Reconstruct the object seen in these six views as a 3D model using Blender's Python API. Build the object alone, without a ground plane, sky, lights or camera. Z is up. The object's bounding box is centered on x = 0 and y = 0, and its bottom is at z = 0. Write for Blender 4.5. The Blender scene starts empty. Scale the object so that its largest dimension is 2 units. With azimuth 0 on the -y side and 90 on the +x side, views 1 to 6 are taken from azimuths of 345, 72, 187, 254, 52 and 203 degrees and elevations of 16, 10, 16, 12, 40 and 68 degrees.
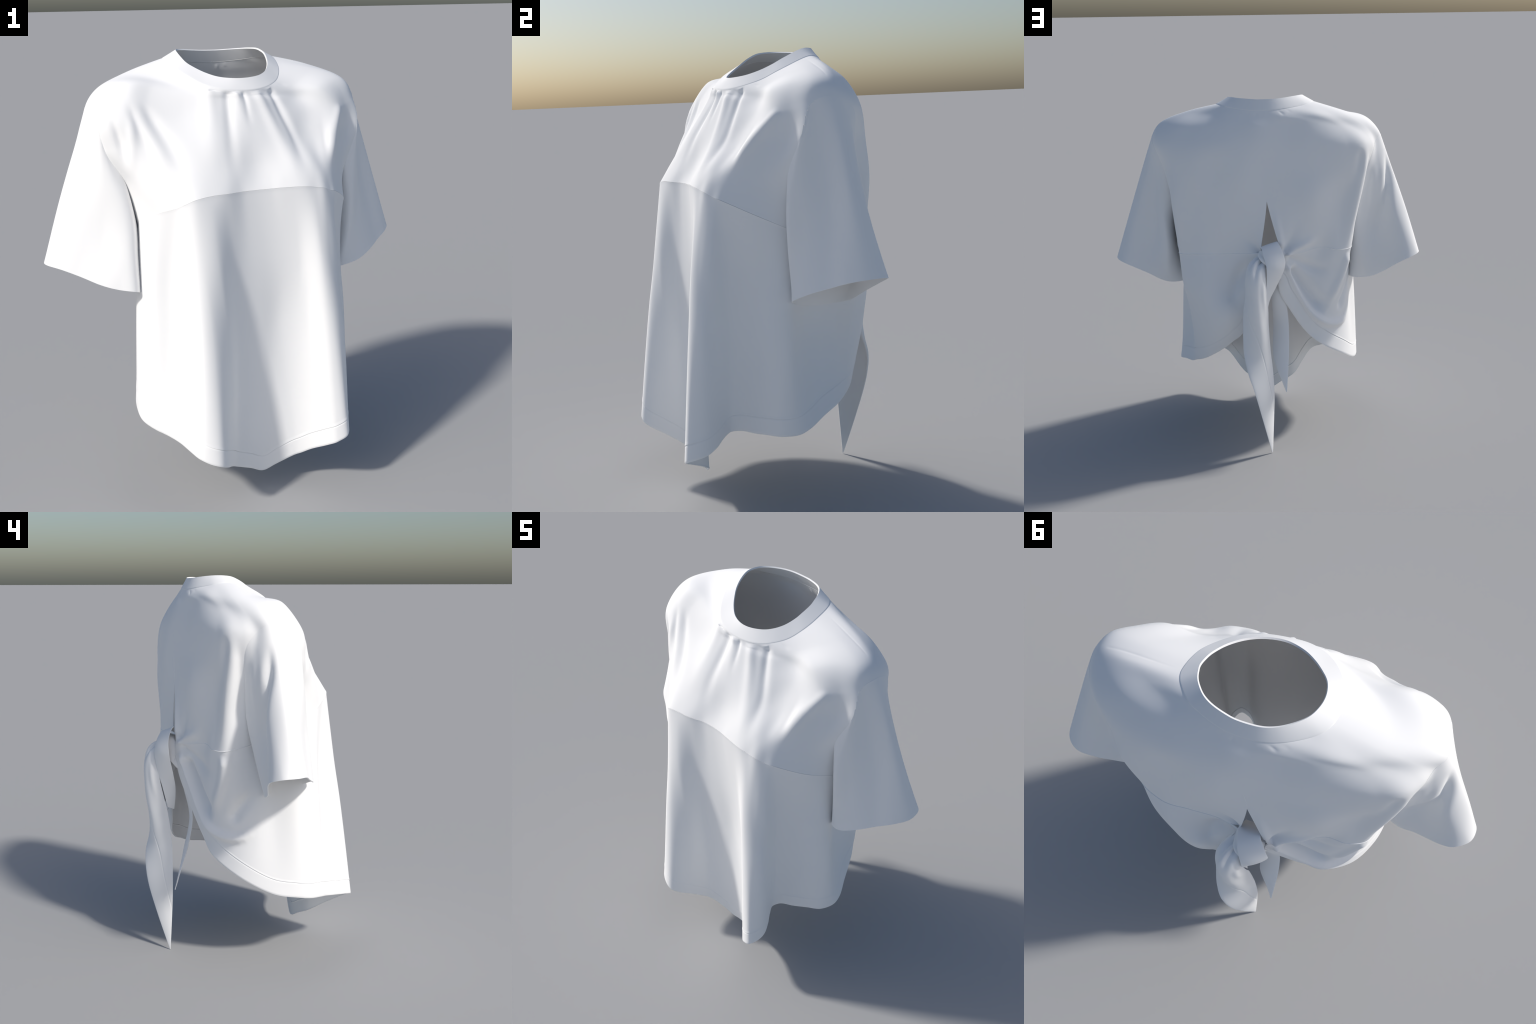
"""White short-sleeved jersey top, tied in a knot at the open back.

The garment is described by lofts: every panel is a family of cross-section
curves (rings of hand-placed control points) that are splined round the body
and then splined upwards.  Folds are soft ridges/valleys laid along lines.
"""
import bpy
import bmesh
import numpy as np

# ---------------------------------------------------------------- splines
def hermite(xs, pts, q, closed=False, one_sided=True):
    """Cubic spline through pts (n,...) at knots xs, sampled at q."""
    xs = np.asarray(xs, float)
    pts = np.asarray(pts, float)
    if closed:                                  # wrap knots, period 1
        xs = np.concatenate([xs[-2:] - 1, xs, xs[:2] + 1])
        pts = np.concatenate([pts[-2:], pts, pts[:2]])
    n = len(xs)
    h = np.diff(xs)
    d = np.diff(pts, axis=0) / h.reshape((-1,) + (1,) * (pts.ndim - 1))
    m = np.empty_like(pts)
    hh = h.reshape((-1,) + (1,) * (pts.ndim - 1))
    m[1:-1] = (d[:-1] * hh[1:] + d[1:] * hh[:-1]) / (hh[1:] + hh[:-1])
    if n > 2:
        m[0] = 1.5 * d[0] - 0.5 * m[1]
        m[-1] = 1.5 * d[-1] - 0.5 * m[-2]
    else:
        m[0] = m[-1] = d[0]
    q = np.asarray(q, float)
    i = np.clip(np.searchsorted(xs, q, side='right') - 1, 0, n - 2)
    t = (q - xs[i]) / h[i]
    sh = (-1,) + (1,) * (pts.ndim - 1)
    t = t.reshape(sh)
    hi = h[i].reshape(sh)
    return ((2*t**3 - 3*t**2 + 1) * pts[i] + (t**3 - 2*t**2 + t) * hi * m[i]
            + (-2*t**3 + 3*t**2) * pts[i+1] + (t**3 - t**2) * hi * m[i+1])


def loft(rings, vknots, s, v, closed=False):
    """rings: list of [(s,x,y,z),...]; returns grid (len(v), len(s), 3)."""
    curves = []
    for r in rings:
        a = np.array(r, float)
        if not closed and np.allclose(a[0, 1:], a[-1, 1:]):     # cloth closed at the back
            curves.append(hermite(a[:-1, 0], a[:-1, 1:], s, True))
        else:
            curves.append(hermite(a[:, 0], a[:, 1:], s, closed))
    return hermite(vknots, np.array(curves), v)


def smooth(x):
    x = np.clip(x, 0, 1)
    return x * x * (3 - 2 * x)


def grid_normals(P, closed=False):
    if closed:
        du = np.roll(P, -1, 1) - np.roll(P, 1, 1)
    else:
        du = np.gradient(P, axis=1)
    dv = np.gradient(P, axis=0)
    n = np.cross(du, dv)
    n /= np.maximum(np.linalg.norm(n, axis=2, keepdims=True), 1e-9)
    return n


def apply_folds(P, N, folds):
    """Each fold: (line points, amplitude, half width at start and end,
    share of the line over which it fades in and out).
    Positive amplitude = ridge, negative = valley."""
    out = P.copy()
    for line, amp, w0, w1, f0, f1 in folds:
        L = np.array(line, float)
        L = hermite(np.linspace(0, 1, len(L)), L, np.linspace(0, 1, 24))
        reach = 2.6 * max(w0, w1)
        sel = np.all((P > L.min(0) - reach) & (P < L.max(0) + reach), axis=2)
        Q = P[sel]
        best = np.full(len(Q), 1e9)
        tt = np.zeros(len(Q))
        for k in range(len(L) - 1):
            a, b = L[k], L[k+1]
            ab = b - a
            t = np.clip(((Q - a) @ ab) / (ab @ ab), 0, 1)
            dist = np.linalg.norm(Q - a - t[:, None] * ab, axis=1)
            m = dist < best
            best[m] = dist[m]
            tt[m] = (k + t[m]) / (len(L) - 1)
        w = w0 + (w1 - w0) * tt
        prof = np.exp(-(best / w) ** 2)
        fade = smooth(tt / f0) * smooth((1 - tt) / f1)
        out[sel] += N[sel] * (amp * prof * fade)[:, None]
    return out


# ---------------------------------------------------------------- mesh helpers
ROOT = None


def make_mesh(name, P, closed=False, keep=None, thickness=0.006, mat=None, parent=None,
              flip=False, weld=False):
    nv, ns = P.shape[:2]
    idx = np.arange(nv * ns).reshape(nv, ns)
    a = idx[:-1, :]
    b = idx[1:, :]
    if closed:
        f = np.stack([a, np.roll(a, -1, 1), np.roll(b, -1, 1), b], -1)
    else:
        f = np.stack([a[:, :-1], a[:, 1:], b[:, 1:], b[:, :-1]], -1)
    if keep is not None:
        f = f[keep]
    f = f.reshape(-1, 4)
    if flip:
        f = f[:, ::-1]
    used = np.unique(f)
    remap = np.zeros(nv * ns, int)
    remap[used] = np.arange(len(used))
    me = bpy.data.meshes.new(name)
    me.from_pydata(P.reshape(-1, 3)[used].tolist(), [], remap[f].tolist())
    me.validate()
    if weld:
        bm = bmesh.new()
        bm.from_mesh(me)
        bmesh.ops.remove_doubles(bm, verts=[w for w in bm.verts if w.is_boundary], dist=2e-4)
        bm.to_mesh(me)
        bm.free()
    ob = bpy.data.objects.new(name, me)
    bpy.context.collection.objects.link(ob)
    if thickness:
        so = ob.modifiers.new('cloth_thickness', 'SOLIDIFY')
        so.thickness = thickness
        so.offset = -0.1
        so.use_even_offset = False
        dg = bpy.context.evaluated_depsgraph_get()
        new = bpy.data.meshes.new_from_object(ob.evaluated_get(dg))
        ob.modifiers.clear()
        ob.data = new
        new.name = name
    for p in ob.data.polygons:
        p.use_smooth = True
    ob.data.set_sharp_from_angle(angle=np.radians(60))
    if mat:
        ob.data.materials.clear()
        ob.data.materials.append(mat)
    ob.parent = parent or ROOT
    return ob


# ---------------------------------------------------------------- material
def cloth(name, base):
    m = bpy.data.materials.new(name)
    m.use_nodes = True
    nt = m.node_tree
    bs = nt.nodes['Principled BSDF']
    tc = nt.nodes.new('ShaderNodeTexCoord')
    no = nt.nodes.new('ShaderNodeTexNoise')
    no.inputs['Scale'].default_value = 3.0
    no.inputs['Detail'].default_value = 2.0
    cr = nt.nodes.new('ShaderNodeValToRGB')
    cr.color_ramp.elements[0].color = [c * 0.985 for c in base] + [1]
    cr.color_ramp.elements[1].color = [min(1, c * 1.01) for c in base] + [1]
    nt.links.new(tc.outputs['Object'], no.inputs['Vector'])
    nt.links.new(no.outputs['Fac'], cr.inputs['Fac'])
    nt.links.new(cr.outputs['Color'], bs.inputs['Base Color'])
    bs.inputs['Roughness'].default_value = 0.85
    bs.inputs['Specular IOR Level'].default_value = 0.2
    return m


# ================================================================ CONTROL CURVES
# s runs round the body: 0 = right edge of the back slit, .25 right side,
# .40 right front fold, .50 front centre, .60 left front fold, .75 left side,
# 1 = left edge of the back slit.
HEM = [
 (0, 0.010, 0.400, 1.080), (0.03, 0.055, 0.388, 0.860), (0.06, 0.117, 0.377, 0.698), (0.08, 0.172, 0.368, 0.647),
 (0.1, 0.225, 0.360, 0.602), (0.13, 0.314, 0.336, 0.541), (0.15, 0.360, 0.312, 0.514), (0.17, 0.402, 0.277, 0.494),
 (0.2, 0.447, 0.215, 0.462), (0.225, 0.501, 0.129, 0.438), (0.245, 0.553, 0.045, 0.410), (0.26, 0.562, -0.009, 0.394),
 (0.275, 0.540, -0.071, 0.388), (0.295, 0.476, -0.119, 0.380), (0.315, 0.417, -0.161, 0.373), (0.335, 0.350, -0.210, 0.368),
 (0.345, 0.343, -0.249, 0.366), (0.355, 0.366, -0.286, 0.352), (0.368, 0.397, -0.325, 0.328), (0.38, 0.424, -0.372, 0.311),
 (0.392, 0.426, -0.420, 0.300), (0.402, 0.409, -0.458, 0.287), (0.415, 0.366, -0.462, 0.266), (0.435, 0.318, -0.430, 0.237),
 (0.45, 0.262, -0.368, 0.195), (0.462, 0.225, -0.338, 0.167), (0.475, 0.190, -0.322, 0.150), (0.49, 0.107, -0.304, 0.108),
 (0.505, 0.052, -0.299, 0.083), (0.525, -0.017, -0.320, 0.116), (0.545, -0.086, -0.354, 0.153), (0.57, -0.137, -0.447, 0.213),
 (0.585, -0.172, -0.518, 0.252), (0.597, -0.205, -0.544, 0.273), (0.608, -0.248, -0.540, 0.289), (0.62, -0.293, -0.516, 0.309),
 (0.635, -0.325, -0.456, 0.322), (0.65, -0.353, -0.395, 0.333), (0.67, -0.398, -0.342, 0.351), (0.69, -0.449, -0.298, 0.369),
 (0.715, -0.493, -0.222, 0.383), (0.74, -0.504, -0.142, 0.398), (0.775, -0.490, -0.011, 0.428), (0.81, -0.433, 0.143, 0.511),
 (0.845, -0.330, 0.252, 0.601), (0.88, -0.237, 0.285, 0.688), (0.92, -0.142, 0.335, 0.849), (0.96, -0.095, 0.368, 0.960),
 (1, -0.100, 0.395, 1.080)]

MID = [
 (0, 0.010, 0.400, 1.120), (0.05, 0.100, 0.385, 0.950), (0.09, 0.200, 0.425, 0.850), (0.13, 0.315, 0.402, 0.810),
 (0.17, 0.424, 0.305, 0.820), (0.195, 0.401, 0.224, 0.811), (0.22, 0.412, 0.125, 0.802), (0.245, 0.488, 0.031, 0.802),
 (0.265, 0.538, -0.021, 0.800), (0.29, 0.509, -0.090, 0.800), (0.32, 0.434, -0.145, 0.810), (0.345, 0.380, -0.231, 0.820),
 (0.365, 0.403, -0.296, 0.820), (0.385, 0.414, -0.362, 0.820), (0.4, 0.374, -0.399, 0.821), (0.415, 0.330, -0.405, 0.820),
 (0.44, 0.252, -0.346, 0.810), (0.47, 0.150, -0.312, 0.800), (0.505, 0.050, -0.318, 0.780), (0.545, -0.071, -0.357, 0.780),
 (0.575, -0.131, -0.425, 0.799), (0.597, -0.208, -0.469, 0.821), (0.612, -0.254, -0.462, 0.830), (0.63, -0.284, -0.405, 0.835),
 (0.65, -0.324, -0.341, 0.840), (0.7, -0.435, -0.265, 0.850), (0.74, -0.483, -0.140, 0.850), (0.77, -0.460, -0.030, 0.850),
 (0.8, -0.455, 0.060, 0.825), (0.84, -0.410, 0.184, 0.790), (0.88, -0.312, 0.272, 0.785), (0.9, -0.250, 0.300, 0.840),
 (0.92, -0.200, 0.325, 0.930), (0.96, -0.150, 0.365, 1.030), (1, -0.105, 0.395, 1.100)]

HIGH = [
 (0, 0.008, 0.395, 1.150), (0.05, 0.085, 0.359, 1.070), (0.09, 0.201, 0.378, 1.020), (0.13, 0.330, 0.410, 1.000),
 (0.17, 0.453, 0.330, 1.000), (0.19, 0.445, 0.262, 1.000), (0.21, 0.445, 0.190, 1.000), (0.25, 0.505, 0.050, 1.020),
 (0.28, 0.516, -0.047, 1.061), (0.31, 0.470, -0.126, 1.092), (0.345, 0.397, -0.240, 1.120), (0.37, 0.400, -0.314, 1.130),
 (0.39, 0.356, -0.349, 1.140), (0.41, 0.313, -0.366, 1.140), (0.45, 0.218, -0.332, 1.139), (0.475, 0.140, -0.323, 1.140),
 (0.505, 0.050, -0.327, 1.140), (0.545, -0.076, -0.357, 1.140), (0.575, -0.165, -0.414, 1.140), (0.597, -0.233, -0.421, 1.130),
 (0.615, -0.270, -0.402, 1.120), (0.632, -0.298, -0.362, 1.110), (0.65, -0.328, -0.318, 1.110), (0.7, -0.430, -0.250, 1.080),
 (0.74, -0.467, -0.130, 1.040), (0.77, -0.462, -0.030, 1.030), (0.8, -0.455, 0.080, 1.020), (0.84, -0.450, 0.205, 1.030),
 (0.88, -0.372, 0.268, 1.050), (0.92, -0.268, 0.295, 1.085), (0.96, -0.180, 0.345, 1.120), (1, -0.112, 0.394, 1.140)]

SEAM = [
 (0, 0.005, 0.384, 1.168), (0.04, 0.060, 0.371, 1.165), (0.07, 0.120, 0.366, 1.162), (0.1, 0.220, 0.377, 1.162),
 (0.14, 0.350, 0.385, 1.160), (0.17, 0.460, 0.338, 1.150), (0.19, 0.475, 0.280, 1.155), (0.21, 0.500, 0.220, 1.170),
 (0.25, 0.525, 0.080, 1.220), (0.28, 0.520, -0.037, 1.276), (0.31, 0.498, -0.137, 1.325), (0.35, 0.411, -0.260, 1.388),
 (0.37, 0.380, -0.283, 1.398), (0.39, 0.340, -0.307, 1.416), (0.405, 0.305, -0.314, 1.422), (0.44, 0.226, -0.325, 1.432),
 (0.46, 0.146, -0.320, 1.432), (0.48, 0.098, -0.316, 1.430), (0.51, 0.014, -0.320, 1.429), (0.525, -0.030, -0.328, 1.429),
 (0.545, -0.100, -0.355, 1.429), (0.57, -0.170, -0.369, 1.428), (0.6, -0.248, -0.376, 1.415), (0.62, -0.281, -0.363, 1.399),
 (0.645, -0.317, -0.332, 1.378), (0.68, -0.391, -0.272, 1.350), (0.72, -0.445, -0.170, 1.300), (0.76, -0.452, -0.040, 1.240),
 (0.8, -0.465, 0.090, 1.195), (0.84, -0.480, 0.215, 1.173), (0.88, -0.410, 0.268, 1.172), (0.92, -0.318, 0.282, 1.186),
 (0.96, -0.217, 0.340, 1.170), (1, -0.119, 0.392, 1.158)]

CHEST = [
 (0, -0.036, 0.377, 1.458), (0.05, 0.080, 0.392, 1.450), (0.1, 0.220, 0.395, 1.440), (0.14, 0.350, 0.385, 1.430),
 (0.17, 0.479, 0.367, 1.419), (0.19, 0.499, 0.304, 1.420), (0.21, 0.517, 0.225, 1.420), (0.25, 0.555, 0.100, 1.420),
 (0.28, 0.543, -0.010, 1.434), (0.31, 0.495, -0.112, 1.459), (0.35, 0.416, -0.209, 1.483), (0.39, 0.336, -0.256, 1.506),
 (0.44, 0.220, -0.274, 1.520), (0.5, 0.050, -0.267, 1.519), (0.55, -0.098, -0.303, 1.524), (0.6, -0.247, -0.313, 1.513),
 (0.645, -0.355, -0.278, 1.496), (0.68, -0.438, -0.232, 1.479), (0.72, -0.485, -0.130, 1.450), (0.76, -0.510, -0.020, 1.420),
 (0.8, -0.520, 0.090, 1.420), (0.82, -0.520, 0.150, 1.420), (0.84, -0.515, 0.215, 1.420), (0.88, -0.425, 0.250, 1.430),
 (0.93, -0.280, 0.342, 1.440), (0.97, -0.150, 0.362, 1.450), (1, -0.036, 0.377, 1.458)]

UPPER = [
 (0, -0.022, 0.374, 1.619), (0.05, 0.100, 0.399, 1.620), (0.1, 0.249, 0.389, 1.619), (0.14, 0.380, 0.387, 1.610),
 (0.17, 0.488, 0.350, 1.600), (0.19, 0.525, 0.305, 1.600), (0.21, 0.560, 0.235, 1.600), (0.25, 0.630, 0.131, 1.620),
 (0.28, 0.637, 0.035, 1.639), (0.31, 0.548, -0.016, 1.619), (0.325, 0.503, -0.067, 1.615), (0.34, 0.454, -0.132, 1.607),
 (0.37, 0.393, -0.144, 1.610), (0.39, 0.330, -0.153, 1.613), (0.44, 0.216, -0.191, 1.632), (0.5, 0.049, -0.221, 1.637),
 (0.55, -0.099, -0.242, 1.643), (0.6, -0.250, -0.231, 1.639), (0.645, -0.379, -0.216, 1.626), (0.68, -0.477, -0.189, 1.618),
 (0.72, -0.575, -0.124, 1.610), (0.76, -0.605, 0.000, 1.620), (0.8, -0.580, 0.085, 1.620), (0.82, -0.568, 0.150, 1.620),
 (0.84, -0.550, 0.205, 1.630), (0.88, -0.455, 0.262, 1.621), (0.93, -0.289, 0.320, 1.621), (0.97, -0.138, 0.352, 1.619),
 (1, -0.022, 0.374, 1.619)]

YOKE = [
 (0, -0.019, 0.367, 1.759), (0.05, 0.100, 0.380, 1.760), (0.1, 0.250, 0.382, 1.750), (0.14, 0.380, 0.367, 1.740),
 (0.17, 0.491, 0.333, 1.740), (0.19, 0.546, 0.306, 1.742), (0.21, 0.592, 0.264, 1.746), (0.25, 0.637, 0.148, 1.760),
 (0.28, 0.614, 0.062, 1.760), (0.31, 0.553, 0.004, 1.744), (0.34, 0.488, -0.050, 1.733), (0.39, 0.336, -0.077, 1.726),
 (0.44, 0.213, -0.125, 1.732), (0.5, 0.049, -0.167, 1.743), (0.55, -0.100, -0.173, 1.747), (0.6, -0.250, -0.157, 1.741),
 (0.645, -0.381, -0.157, 1.738), (0.68, -0.473, -0.162, 1.740), (0.72, -0.585, -0.113, 1.747), (0.76, -0.638, 0.028, 1.748),
 (0.8, -0.600, 0.105, 1.746), (0.82, -0.585, 0.155, 1.745), (0.84, -0.553, 0.205, 1.750), (0.88, -0.456, 0.256, 1.751),
 (0.93, -0.284, 0.308, 1.762), (0.97, -0.128, 0.340, 1.759), (1, -0.019, 0.367, 1.759)]

SHOULDER = [
 (0, -0.014, 0.347, 1.849), (0.05, 0.100, 0.349, 1.849), (0.1, 0.240, 0.335, 1.850), (0.14, 0.361, 0.312, 1.847),
 (0.17, 0.452, 0.286, 1.849), (0.21, 0.541, 0.221, 1.851), (0.25, 0.575, 0.155, 1.856), (0.28, 0.565, 0.090, 1.850),
 (0.31, 0.500, 0.030, 1.840), (0.34, 0.429, -0.024, 1.820), (0.39, 0.308, -0.039, 1.786), (0.44, 0.196, -0.097, 1.783),
 (0.5, 0.049, -0.143, 1.792), (0.55, -0.100, -0.141, 1.800), (0.6, -0.239, -0.112, 1.818), (0.645, -0.352, -0.082, 1.851),
 (0.68, -0.446, -0.074, 1.871), (0.72, -0.539, -0.019, 1.866), (0.76, -0.574, 0.074, 1.848), (0.8, -0.539, 0.141, 1.837),
 (0.84, -0.470, 0.193, 1.840), (0.88, -0.397, 0.236, 1.848), (0.93, -0.264, 0.286, 1.862), (0.97, -0.126, 0.317, 1.858),
 (1, -0.014, 0.347, 1.849)]

NECK = [
 (0, -0.008, 0.325, 1.898), (0.05, 0.090, 0.321, 1.903), (0.1, 0.200, 0.300, 1.910), (0.14, 0.290, 0.265, 1.912),
 (0.17, 0.350, 0.241, 1.916), (0.21, 0.410, 0.206, 1.919), (0.25, 0.430, 0.170, 1.910), (0.28, 0.420, 0.115, 1.900),
 (0.31, 0.375, 0.058, 1.879), (0.34, 0.324, 0.009, 1.851), (0.39, 0.246, -0.047, 1.821), (0.44, 0.146, -0.096, 1.809),
 (0.5, 0.029, -0.135, 1.813), (0.55, -0.080, -0.137, 1.825), (0.6, -0.190, -0.097, 1.848), (0.645, -0.280, -0.047, 1.875),
 (0.68, -0.351, -0.002, 1.895), (0.72, -0.411, 0.059, 1.907), (0.76, -0.432, 0.115, 1.911), (0.8, -0.417, 0.168, 1.910),
 (0.84, -0.362, 0.217, 1.907), (0.88, -0.298, 0.256, 1.909), (0.93, -0.196, 0.287, 1.907), (0.97, -0.098, 0.314, 1.901),
 (1, -0.008, 0.325, 1.898)]

COLLAR_SEAM = [
 (0.00, -.005, .310, 1.932), (0.05, .070, .308, 1.935), (0.10, .150, .288, 1.943), (0.14, .202, .265, 1.952),
 (0.17, .235, .235, 1.956), (0.21, .258, .200, 1.955), (0.25, .264, .155, 1.940), (0.28, .262, .105, 1.918),
 (0.31, .252, .055, 1.895), (0.34, .230, .005, 1.869), (0.39, .175, -.063, 1.845), (0.44, .105, -.107, 1.834),
 (0.50, .000, -.131, 1.835), (0.55, -.070, -.131, 1.844), (0.60, -.140, -.105, 1.864), (0.645, -.195, -.055, 1.897),
 (0.68, -.230, -.005, 1.922), (0.72, -.255, .060, 1.947), (0.76, -.265, .115, 1.962), (0.80, -.262, .165, 1.964),
 (0.84, -.242, .205, 1.959), (0.88, -.205, .238, 1.950), (0.93, -.130, .282, 1.940), (0.97, -.065, .303, 1.934),
 (1.00, -.005, .310, 1.932)]

COLLAR_RIM = [
 (0.00, .005, .284, 1.989), (0.05, .065, .279, 1.991), (0.10, .125, .262, 1.994), (0.14, .160, .239, 1.995),
 (0.17, .185, .210, 1.994), (0.21, .202, .172, 1.984), (0.25, .209, .137, 1.969), (0.28, .206, .095, 1.949),
 (0.31, .199, .062, 1.931), (0.34, .183, .022, 1.912), (0.39, .140, -.034, 1.891), (0.44, .085, -.070, 1.883),
 (0.50, .005, -.089, 1.882), (0.55, -.060, -.076, 1.889), (0.60, -.112, -.045, 1.906), (0.645, -.152, -.008, 1.927),
 (0.68, -.180, .026, 1.947), (0.72, -.198, .068, 1.973), (0.76, -.206, .112, 1.993), (0.80, -.202, .150, 1.999),
 (0.84, -.186, .190, 2.000), (0.88, -.155, .225, 1.998), (0.93, -.100, .263, 1.993), (0.97, -.050, .279, 1.990),
 (1.00, .005, .284, 1.989)]

# vertical knots (metres of cloth above the hem, roughly)
V_SEAM, V_CHEST, V_UPPER, V_YOKE, V_SHOULDER, V_NECK, V_COLLAR = 0.0, .15, .31, .44, .56, .67, .76
V_UP = [V_SEAM, V_CHEST, V_UPPER, V_YOKE, V_SHOULDER, V_NECK, V_COLLAR]
LOW_RINGS = [HEM, MID, HIGH, SEAM]
V_LOW = [0, .45, .77, 1.0]
UP_RINGS = [SEAM, CHEST, UPPER, YOKE, SHOULDER, NECK, COLLAR_SEAM]

# armhole loops on the bodice, (t, s, v): t=0 shoulder point, then front, underarm, back
ARMHOLE_R = [(0.00, .250, .470), (0.10, .277, .445), (0.20, .285, .380), (0.30, .287, .290), (0.40, .282, .170),
             (0.50, .250, .080), (0.60, .215, .130), (0.70, .202, .270), (0.80, .205, .380), (0.90, .222, .445)]
ARMHOLE_L = [(0.00, .760, .470), (0.10, .733, .445), (0.20, .723, .380), (0.30, .721, .290), (0.40, .724, .170),
             (0.50, .755, .080), (0.60, .800, .130), (0.70, .818, .270), (0.80, .815, .380), (0.90, .792, .445)]

SLEEVE_R = [
 [(0.00, 0.665, 0.159, 1.689), (0.12, 0.636, 0.089, 1.605), (0.25, 0.620, 0.013, 1.479), (0.40, 0.562, -0.022, 1.320), (0.50, 0.535, 0.080, 1.240), (0.62, 0.545, 0.250, 1.350), (0.70, 0.575, 0.268, 1.430), (0.78, 0.606, 0.252, 1.501), (0.90, 0.642, 0.228, 1.630)],
 [(0.00, 0.754, 0.176, 1.421), (0.12, 0.691, 0.106, 1.358), (0.25, 0.637, 0.023, 1.270), (0.40, 0.562, -0.022, 1.150), (0.50, 0.528, 0.080, 1.080), (0.62, 0.546, 0.258, 1.150), (0.70, 0.578, 0.262, 1.190), (0.78, 0.624, 0.236, 1.237), (0.90, 0.722, 0.245, 1.364)],
 [(0.00, .860, .196, 1.093), (0.06, .825, .126, 1.080), (0.13, .759, .068, 1.052), (0.19, .704, .016, 1.027),
  (0.27, .625, -.025, .990), (0.36, .545, -.010, .960), (0.44, .510, .040, .938), (0.52, .500, .120, .927),
  (0.60, .547, .200, .941), (0.68, .602, .233, .963), (0.75, .660, .262, 1.003), (0.82, .720, .287, 1.039),
  (0.88, .790, .300, 1.074), (0.93, .833, .275, 1.087), (0.97, .853, .238, 1.092)]]

SLEEVE_L = [
 [(0.00, -0.685, 0.029, 1.621), (0.12, -0.656, -0.061, 1.577), (0.25, -0.585, -0.138, 1.480), (0.40, -0.475, -0.150, 1.320), (0.50, -0.450, -0.040, 1.220), (0.62, -0.497, 0.110, 1.330), (0.78, -0.575, 0.110, 1.450), (0.90, -0.651, 0.090, 1.580)],
 [(0.00, -0.775, 0.015, 1.370), (0.12, -0.721, -0.059, 1.330), (0.25, -0.615, -0.130, 1.250), (0.40, -0.485, -0.190, 1.150), (0.50, -0.450, -0.080, 1.070), (0.62, -0.500, 0.075, 1.140), (0.78, -0.615, 0.062, 1.220), (0.90, -0.725, 0.080, 1.330)],
 [(0.00, -.861, .005, 1.100), (0.06, -.848, -.030, 1.098), (0.13, -.792, -.083, 1.088), (0.20, -.713, -.124, 1.059),
  (0.27, -.635, -.170, 1.028), (0.34, -.566, -.198, 1.009), (0.41, -.490, -.216, .996), (0.48, -.455, -.130, .965),
  (0.55, -.463, -.010, .940), (0.63, -.555, .044, .948), (0.72, -.645, .057, .980), (0.80, -.755, .090, 1.054),
  (0.87, -.806, .087, 1.080), (0.93, -.850, .054, 1.096)]]


# soft folds: (line, amplitude, half width at start and end, fade-in and fade-out share)
CHEST_FOLDS = [
 ([(-0.116, -0.125, 1.835), (-0.117, -0.130, 1.826), (-0.127, -0.197, 1.709), (-0.141, -0.278, 1.579), (-0.153, -0.360, 1.440)],
  0.009, 0.024, 0.05, 0.1, 0.7),
 ([(-0.038, -0.134, 1.837), (-0.039, -0.138, 1.828), (-0.046, -0.198, 1.707), (-0.055, -0.271, 1.575), (-0.052, -0.327, 1.448)],
  -0.01, 0.014, 0.034, 0.1, 0.6),
 ([(0.004, -0.131, 1.832), (0.005, -0.135, 1.823), (0.008, -0.158, 1.769), (0.023, -0.200, 1.687), (0.040, -0.245, 1.579)],
  0.005, 0.01, 0.028, 0.12, 0.8),
 ([(0.031, -0.124, 1.837), (0.033, -0.128, 1.828), (0.040, -0.146, 1.788), (0.044, -0.177, 1.726), (0.049, -0.204, 1.672)],
  -0.008, 0.007, 0.016, 0.1, 0.8),
 ([(0.096, -0.107, 1.829), (0.099, -0.111, 1.820), (0.145, -0.164, 1.706), (0.192, -0.229, 1.588), (0.233, -0.294, 1.487), (0.252, -0.319, 1.439)],
  0.009, 0.015, 0.045, 0.12, 0.7),
 ([(0.170, -0.074, 1.833), (0.173, -0.078, 1.825), (0.205, -0.125, 1.736), (0.246, -0.185, 1.623), (0.264, -0.261, 1.530), (0.282, -0.308, 1.450)],
  -0.01, 0.012, 0.032, 0.1, 0.6),
 ([(-0.418, -0.117, 1.814), (-0.367, -0.168, 1.719), (-0.311, -0.238, 1.613), (-0.251, -0.338, 1.472)],
  -0.01, 0.018, 0.042, 0.35, 0.4),
 ([(-0.452, -0.149, 1.768), (-0.407, -0.187, 1.681), (-0.351, -0.248, 1.574), (-0.302, -0.328, 1.446)],
  0.007, 0.024, 0.04, 0.4, 0.4),
 ([(-0.471, -0.117, 1.816), (-0.446, -0.165, 1.736), (-0.409, -0.207, 1.629), (-0.371, -0.266, 1.508)],
  -0.01, 0.016, 0.03, 0.4, 0.6),
 ([(0.353, -0.116, 1.660), (0.353, -0.203, 1.553), (0.347, -0.286, 1.449)],
  -0.005, 0.03, 0.04, 0.5, 0.4),
 ([(-0.545, -0.129, 1.766), (-0.515, -0.170, 1.642), (-0.490, -0.175, 1.516)],
  -0.01, 0.014, 0.02, 0.4, 0.5),
 ([(-0.462, -0.150, 1.764), (-0.465, -0.191, 1.631), (-0.467, -0.191, 1.481)],
  0.006, 0.018, 0.024, 0.4, 0.5),
 ([(0.530, -0.035, 1.750), (0.504, -0.067, 1.703), (0.455, -0.139, 1.605), (0.405, -0.252, 1.470)],
  0.009, 0.02, 0.03, 0.3, 0.3),
]
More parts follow.
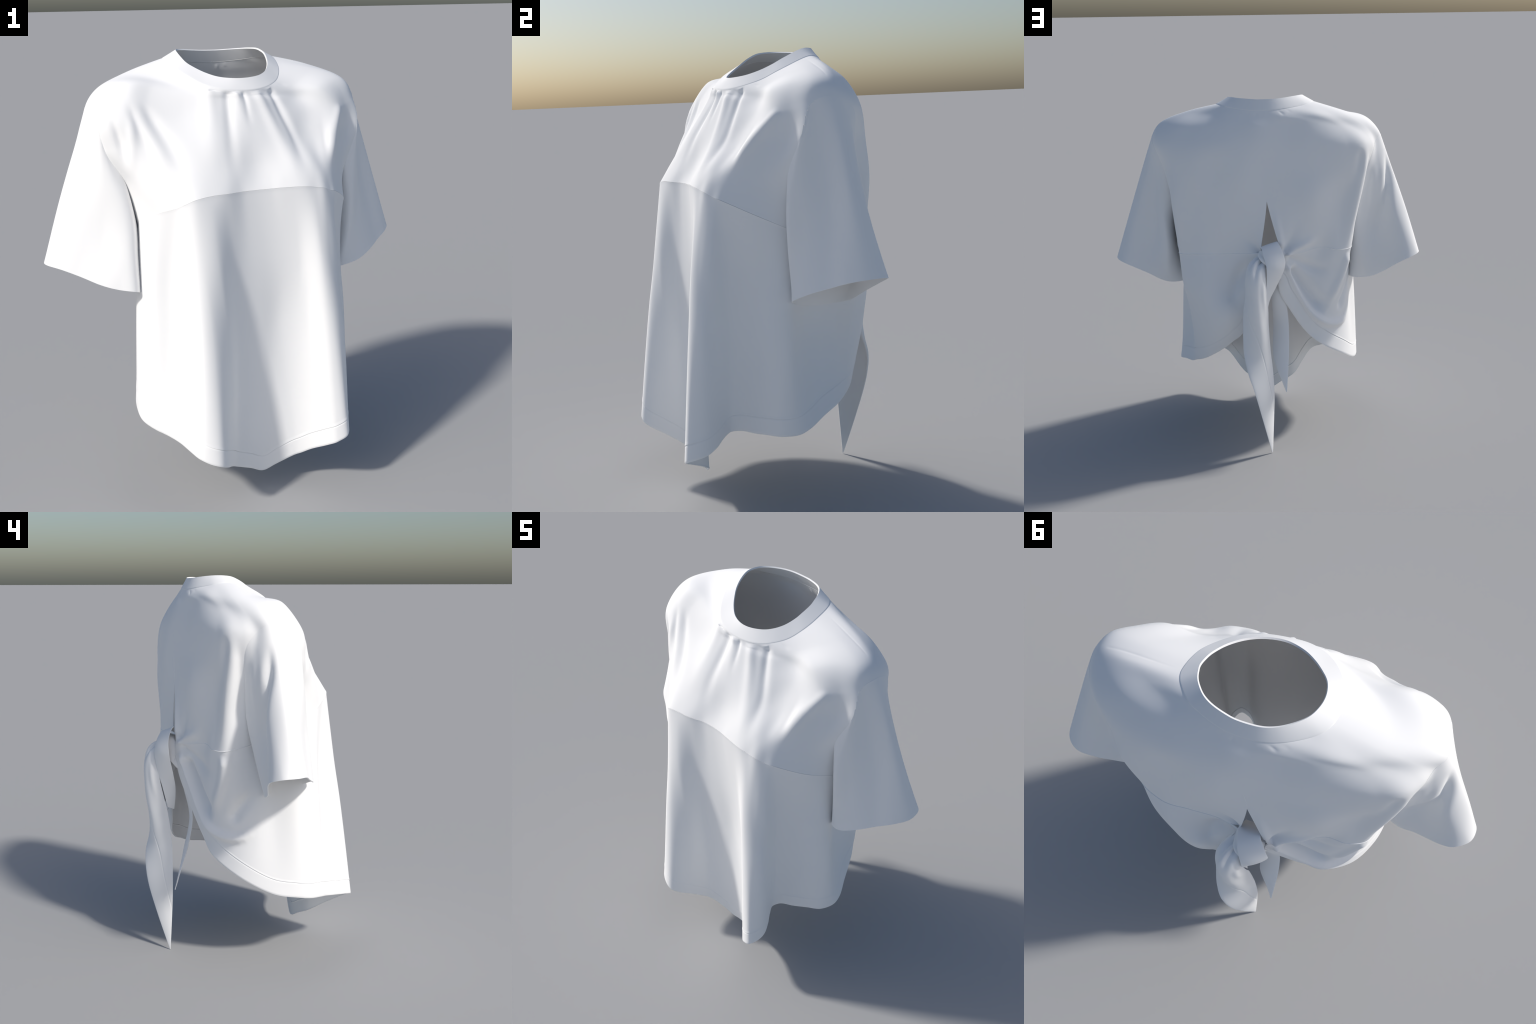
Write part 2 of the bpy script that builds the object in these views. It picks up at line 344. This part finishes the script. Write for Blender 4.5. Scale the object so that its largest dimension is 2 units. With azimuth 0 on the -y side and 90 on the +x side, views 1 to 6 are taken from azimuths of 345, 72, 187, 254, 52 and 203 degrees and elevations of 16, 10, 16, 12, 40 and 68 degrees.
BACK_FOLDS = [
 ([(0.007, 0.383, 1.168), (0.045, 0.376, 1.220), (0.125, 0.384, 1.323)],
  -0.022, 0.016, 0.045, 0.08, 0.8),
 ([(-0.071, 0.373, 1.440), (-0.099, 0.379, 1.297), (-0.118, 0.386, 1.194)],
  0.012, 0.016, 0.016, 0.5, 0.15),
 ([(-0.128, 0.385, 1.174), (-0.158, 0.366, 1.231), (-0.226, 0.351, 1.398)],
  -0.022, 0.012, 0.04, 0.08, 0.8),
 ([(-0.132, 0.385, 1.159), (-0.206, 0.346, 1.202), (-0.275, 0.313, 1.235), (-0.378, 0.278, 1.373)],
  0.009, 0.014, 0.04, 0.1, 0.6),
 ([(-0.530, 0.229, 1.735), (-0.514, 0.235, 1.604), (-0.425, 0.250, 1.389)],
  -0.008, 0.018, 0.035, 0.3, 0.7),
 ([(-0.559, 0.204, 1.737), (-0.540, 0.203, 1.546), (-0.485, 0.225, 1.243)],
  0.01, 0.022, 0.035, 0.35, 0.4),
 ([(-0.578, 0.171, 1.693), (-0.530, 0.166, 1.471), (-0.488, 0.184, 1.220)],
  -0.012, 0.018, 0.03, 0.35, 0.4),
 ([(0.269, 0.178, 1.948), (0.367, 0.171, 1.925), (0.472, 0.163, 1.898), (0.568, 0.159, 1.860)],
  -0.0012, 0.005, 0.005, 0.05, 0.1),
 ([(-0.141, 0.381, 1.160), (-0.205, 0.347, 1.182), (-0.264, 0.314, 1.197), (-0.318, 0.288, 1.215)],
  -0.006, 0.01, 0.018, 0.1, 0.5),
 ([(-0.131, 0.377, 1.160), (-0.173, 0.377, 1.175), (-0.222, 0.357, 1.200), (-0.270, 0.331, 1.232), (-0.300, 0.310, 1.260)],
  0.012, 0.012, 0.03, 0.1, 0.5),
]
# small gathers under the collar: (station, length, depth)
GATHERS = [(.612, .060, -.0035), (.603, .050, .003), (.512, .070, .003), (.465, .040, .003), (.428, .060, -.003),
           (.413, .055, .002), (.368, .070, -.004), (.650, .045, -.002), (.633, .045, -.002),
           (.040, .035, -.002), (.015, .045, -.003), (.985, .035, -.002), (.955, .055, -.004), (.930, .045, -.0025)]
PANEL_FOLDS = [
 ([(-0.131, 0.378, 1.124), (-0.182, 0.337, 0.974), (-0.249, 0.300, 0.838), (-0.315, 0.267, 0.761), (-0.379, 0.207, 0.721), (-0.436, 0.118, 0.723), (-0.458, 0.028, 0.835)],
  0.03, 0.014, 0.026, 0.08, 0.35),
 ([(-0.158, 0.358, 1.095), (-0.216, 0.318, 0.977), (-0.287, 0.288, 0.865), (-0.354, 0.249, 0.805)],
  -0.046, 0.026, 0.05, 0.1, 0.35),
 ([(-0.409, 0.183, 0.778), (-0.442, 0.139, 0.873), (-0.456, 0.050, 0.973)],
  -0.028, 0.026, 0.035, 0.3, 0.5),
 ([(-0.469, 0.227, 1.152), (-0.435, 0.226, 1.027), (-0.388, 0.241, 0.914), (-0.342, 0.259, 0.819)],
  0.018, 0.022, 0.028, 0.15, 0.4),
 ([(-0.138, 0.381, 1.156), (-0.222, 0.318, 1.101), (-0.319, 0.283, 1.061), (-0.435, 0.237, 1.075)],
  -0.018, 0.016, 0.045, 0.1, 0.6),
 ([(0.048, 0.369, 1.140), (0.130, 0.367, 1.024), (0.155, 0.403, 0.922), (0.115, 0.389, 0.813)],
  -0.03, 0.03, 0.05, 0.3, 0.4),
]
SLEEVE_R_FOLDS = [
 ([(0.616, 0.062, 1.758), (0.620, 0.050, 1.708), (0.624, 0.027, 1.634), (0.606, 0.003, 1.556)],
  0.004, 0.006, 0.008, 0.2, 0.3),
 ([(0.619, 0.233, 1.717), (0.601, 0.254, 1.548), (0.544, 0.253, 1.194)],
  -0.006, 0.014, 0.045, 0.3, 0.5),
]
SLEEVE_L_FOLDS = [
 ([(-0.612, 0.108, 1.660), (-0.600, 0.118, 1.520), (-0.575, 0.100, 1.300), (-0.560, 0.080, 1.120)],
  0.01, 0.02, 0.03, 0.4, 0.5),
 ([(-0.655, 0.050, 1.700), (-0.682, 0.066, 1.570), (-0.665, 0.090, 1.410), (-0.620, 0.075, 1.250), (-0.590, 0.065, 1.100)],
  -0.03, 0.018, 0.05, 0.35, 0.4),
]


# ================================================================ SURFACES
S = np.linspace(0, 1, 561)              # stations round the body
VB = np.linspace(V_SEAM, V_COLLAR, 241)  # rows up the bodice
T = np.linspace(0, 1, 180, endpoint=False)  # stations round a sleeve


def panels():
    """All cloth surfaces as vertex grids."""
    g = {}
    low = loft(LOW_RINGS, V_LOW, S, np.linspace(0, 1, 201))
    g['low'] = apply_folds(low, -grid_normals(low), PANEL_FOLDS)
    up = loft(UP_RINGS, V_UP, S, VB)
    # where the two edges of the back meet above the slit they are one cloth
    one = np.linalg.norm(up[:, 0] - up[:, -1], axis=1) < 1e-3
    N = -grid_normals(up)
    N[one, 0] = N[one, -1] = N[one, 0] + N[one, -1]
    N /= np.maximum(np.linalg.norm(N, axis=2, keepdims=True), 1e-9)
    gathers = []
    for st, length, depth in GATHERS:
        col = up[:, int(round(st * (len(S) - 1)))]
        drop = np.linalg.norm(col - col[-1], axis=1)      # distance below the collar seam
        rows = [int(np.argmin(abs(drop - length * k))) for k in (0, .5, 1)]
        gathers.append(([col[r] for r in rows], depth, .006, .010, .1, .7))
    folded = apply_folds(up, N, CHEST_FOLDS + BACK_FOLDS + gathers)
    up = up + (folded - up) * smooth((V_COLLAR - VB) / .085)[:, None, None]     # held flat by the collar seam
    up[one, 0] = up[one, -1] = (up[one, 0] + up[one, -1]) / 2
    g['up'] = up
    g['upn'] = N

    def on_bodice(sv):
        i = np.clip(sv[:, 1] / V_COLLAR * (len(VB) - 1), 0, len(VB) - 1.001)
        j = np.clip(sv[:, 0] * (len(S) - 1), 0, len(S) - 1.001)
        i0, j0 = i.astype(int), j.astype(int)
        fi, fj = (i - i0)[:, None], (j - j0)[:, None]
        f = lambda A: (A[i0, j0] * (1-fi) * (1-fj) + A[i0+1, j0] * fi * (1-fj)
                       + A[i0, j0+1] * (1-fi) * fj + A[i0+1, j0+1] * fi * fj)
        return f(up) + 0.0008 * f(N)
    g['loops'] = []
    vv = np.linspace(0, 1, 131)
    for side, hole, rings, folds in (('R', ARMHOLE_R, SLEEVE_R, SLEEVE_R_FOLDS),
                                     ('L', ARMHOLE_L, SLEEVE_L, SLEEVE_L_FOLDS)):
        h = np.array(hole)
        L = hermite(h[:, 0], h[:, 1:], T, closed=True)
        g['loops'].append(L)
        cur = [on_bodice(L)] + [hermite(np.array(r)[:, 0], np.array(r)[:, 1:], T, closed=True) for r in rings]
        P = hermite([0, .25, .6, 1.0], np.array(cur), vv)
        N2 = grid_normals(P, closed=True) * (1 if side == 'R' else -1)
        out = apply_folds(P, N2, folds)
        w = smooth(vv / .08)[:, None, None]
        g['sleeve' + side] = P + (out - P) * w
    return g


# ================================================================ BUILD
def build():
    global ROOT
    ROOT = bpy.data.objects.new('tie_back_shirt', None)
    bpy.context.collection.objects.link(ROOT)
    ROOT['label'] = 'white short-sleeved shirt tied in a knot at the open back'
    ROOT['category'] = 'shirt'
    white = cloth('white_jersey', (0.96, 0.96, 0.96))
    g = panels()

    # ---- lower panel and hem band: re-cut every column at the hem stitching
    low = g['low']
    seg = np.linalg.norm(np.diff(low, axis=0), axis=2)
    arc = np.concatenate([np.zeros((1, len(S))), np.cumsum(seg, 0)])
    total = arc[-1]
    cut = np.minimum(0.078, 0.3 * total)

    def resample(a0, a1, n):
        out = np.empty((n, len(S), 3))
        for j in range(len(S)):
            q = np.linspace(a0[j], a1[j], n)
            for k in range(3):
                out[:, j, k] = np.interp(q, arc[:, j], low[:, j, k])
        return out
    band = resample(np.zeros(len(S)), cut, 24)
    panel = resample(cut, total, 190)
    nb = -grid_normals(band)
    d = np.zeros((24, 1, 1))
    d[-2] = -0.0015
    d[-1] = -0.004                     # stitched groove at the top of the turned-up hem
    d[:3] = np.array([-.0025, -.001, 0]).reshape(3, 1, 1)
    band = band + nb * d
    out = -grid_normals(panel)
    panel[:2] += out[:2] * 0.001
    # narrow seam ledge: the upper edge of the lower panel stands proud of the bodice
    ledge = np.exp(-(np.arange(189, -1, -1) / 1.1) ** 2)
    height = 0.0009 + 0.0017 * smooth((abs(S - .5) - .22) / .1)     # flatter across the front
    panel = panel + out * (ledge[:, None] * height[None])[..., None]
    make_mesh('hem_band', band, mat=white, flip=True)
    make_mesh('lower_panel', panel, mat=white, flip=True)

    # ---- bodice, without the cloth inside the armholes
    up, N = g['up'], g['upn']
    keep = np.ones((len(VB) - 1, len(S) - 1), bool)
    V2, S2 = np.meshgrid(VB, S, indexing='ij')
    for L in g['loops']:
        c = L.mean(0)
        ang = np.arctan2((L[:, 1] - c[1]) / .25, (L[:, 0] - c[0]) / .045)
        rad = np.hypot((L[:, 1] - c[1]) / .25, (L[:, 0] - c[0]) / .045)
        o = np.argsort(ang)
        a = np.arctan2((V2 - c[1]) / .25, (S2 - c[0]) / .045)
        r = np.hypot((V2 - c[1]) / .25, (S2 - c[0]) / .045)
        inside = r < np.interp(a, ang[o], rad[o], period=2 * np.pi) * 0.985
        keep &= ~(inside[:-1, :-1] & inside[1:, :-1] & inside[:-1, 1:] & inside[1:, 1:])
    make_mesh('bodice', up, keep=keep, mat=white, weld=True, flip=True)

    # ---- sleeves
    for side in 'RL':
        make_mesh('sleeve', g['sleeve' + side], closed=True, mat=white, flip=side == 'L')

    # ---- collar band
    c0 = loft([COLLAR_SEAM, COLLAR_RIM], [0, 1], S, np.linspace(0, 1, 30))
    nn = -grid_normals(c0)
    prof = np.full(30, 0.0008)
    prof[0] = -0.0006
    make_mesh('collar', c0 + nn * prof[:, None, None], mat=white, thickness=0.0072, weld=True, flip=True)

    # ---- ties: ribbons between two edge curves, bulging outwards
    def ribbon(name, left, right, bulge, n=220, m=80, thickness=.004, flip=False, creases=()):
        l = np.array(left, float)
        r = np.array(right, float)
        k = np.linspace(0, 1, len(l))
        q = np.linspace(0, 1, n)
        A = hermite(k, l, q)
        B = hermite(k, r, q)
        bl = hermite(k, np.array(bulge, float), q)
        w = np.linspace(0, 1, m)
        P = A[:, None] * (1 - w)[None, :, None] + B[:, None] * w[None, :, None]
        tang = np.gradient((A + B) / 2, axis=0)
        nor = np.cross(B - A, tang)
        nor /= np.maximum(np.linalg.norm(nor, axis=1, keepdims=True), 1e-9)
        P = P + nor[:, None] * (bl[:, None] * (np.sin(np.pi * w) ** .7)[None])[..., None]
        folds = [([P[int(a * (n - 1)), int(b * (m - 1))] for a, b in line], *rest) for line, *rest in creases]
        if folds:
            P = apply_folds(P, -grid_normals(P), folds)
        return make_mesh(name, P, mat=white, thickness=thickness, flip=flip)

    ribbon('tie_tail',
           [(-.005, .385, 1.160), (.030, .425, 1.152), (.060, .470, 1.120), (.072, .480, 1.050), (.076, .472, .950),
            (.088, .470, .866), (.091, .477, .780), (.086, .505, .640), (.060, .537, .530), (.021, .537, .393),
            (-.013, .498, .218), (-.050, .437, .003)],
           [(-.030, .430, 1.135), (-.034, .455, 1.125), (-.038, .474, 1.095), (-.038, .482, 1.040), (-.041, .466, .940),
            (-.043, .450, .860), (-.041, .430, .770), (-.046, .414, .620), (-.057, .413, .510), (-.065, .416, .370),
            (-.062, .421, .240), (-.053, .434, .000)],
           [0, -.014, -.038, -.058, -.070, -.074, -.070, -.048, -.022, -.012, -.006, 0], flip=True,
           creases=[([(.03, .75), (.12, .62), (.22, .52), (.34, .48)], -.020, .009, .022, .1, .6),
                    ([(.03, .45), (.10, .30), (.18, .20), (.25, .16)], -.012, .007, .014, .1, .6),
                    ([(.03, .60), (.12, .44), (.22, .34), (.30, .32)], .008, .008, .016, .1, .6),
                    ([(.20, .85), (.34, .88), (.50, .90)], .006, .014, .016, .4, .5),
                    # stitching of the hem that runs on into the tail
                    ([(.36, .05), (.475, .20), (.59, .43), (.70, .62), (.79, .72), (.91, .98)],
                     -.0022, .0028, .0028, .15, .02)])
    # the edge of the long tail is folded under towards the body  (flap = True)
    ribbon('tail_flap',
           [(.028, .424, 1.150), (.060, .470, 1.118), (.072, .480, 1.050), (.076, .472, .950), (.088, .470, .866),
            (.091, .477, .780), (.086, .505, .640), (.060, .537, .530), (.035, .538, .450)],
           [(.018, .395, 1.155), (.042, .412, 1.112), (.055, .410, 1.050), (.060, .405, .950), (.066, .405, .866), (.072, .430, .780),
            (.078, .492, .640), (.056, .530, .530), (.034, .535, .450)],
           [0, .003, .004, .006, .006, .006, .004, .002, 0])
    ribbon('tie_tail',
           [(-.050, .370, 1.080), (-.048, .345, .930), (-.053, .312, .744), (-.056, .350, .557), (-.107, .390, .430),
            (-.135, .418, .372)],
           [(-.090, .370, 1.080), (-.125, .335, .900), (-.138, .315, .765), (-.143, .343, .610), (-.141, .382, .485),
            (-.137, .418, .370)],
           [-.004, -.008, -.008, -.008, -.006, 0], flip=True)
    ribbon('knot',
           [(-.002, .335, 1.165), (.004, .389, 1.202), (-.013, .440, 1.207), (-.026, .469, 1.177), (-.043, .489, 1.128),
            (-.046, .491, 1.080), (-.040, .474, .986), (-.041, .455, .915), (-.035, .430, .800)],
           [(-.080, .345, 1.210), (-.091, .395, 1.240), (-.112, .420, 1.215), (-.130, .434, 1.175), (-.137, .435, 1.130),
            (-.125, .428, 1.080), (-.082, .404, .987), (-.035, .385, .890), (-.010, .390, .780)],
           [0, -.003, -.006, -.009, -.011, -.011, -.008, -.006, 0], flip=True)
    # gathered cloth that the knot is wrapped round
    core = []
    for k, (x, y, z, a, b) in enumerate([(.008, .372, 1.165, .012, .016), (-.018, .414, 1.162, .036, .032),
                                         (-.055, .428, 1.146, .044, .046), (-.090, .416, 1.122, .036, .046),
                                         (-.108, .392, 1.070, .022, .030), (-.100, .375, 1.020, .006, .008)]):
        th = np.linspace(0, 2 * np.pi, 48, endpoint=False)
        w = 1 + .10 * np.sin(5 * th + k)
        core.append(np.stack([x + .5 * a * np.cos(th) * w, y + a * np.cos(th) * w, z + b * np.sin(th) * w], 1))
    make_mesh('knot_core', hermite(np.linspace(0, 1, 6), np.array(core), np.linspace(0, 1, 40)),
              closed=True, mat=white, thickness=0)


build()
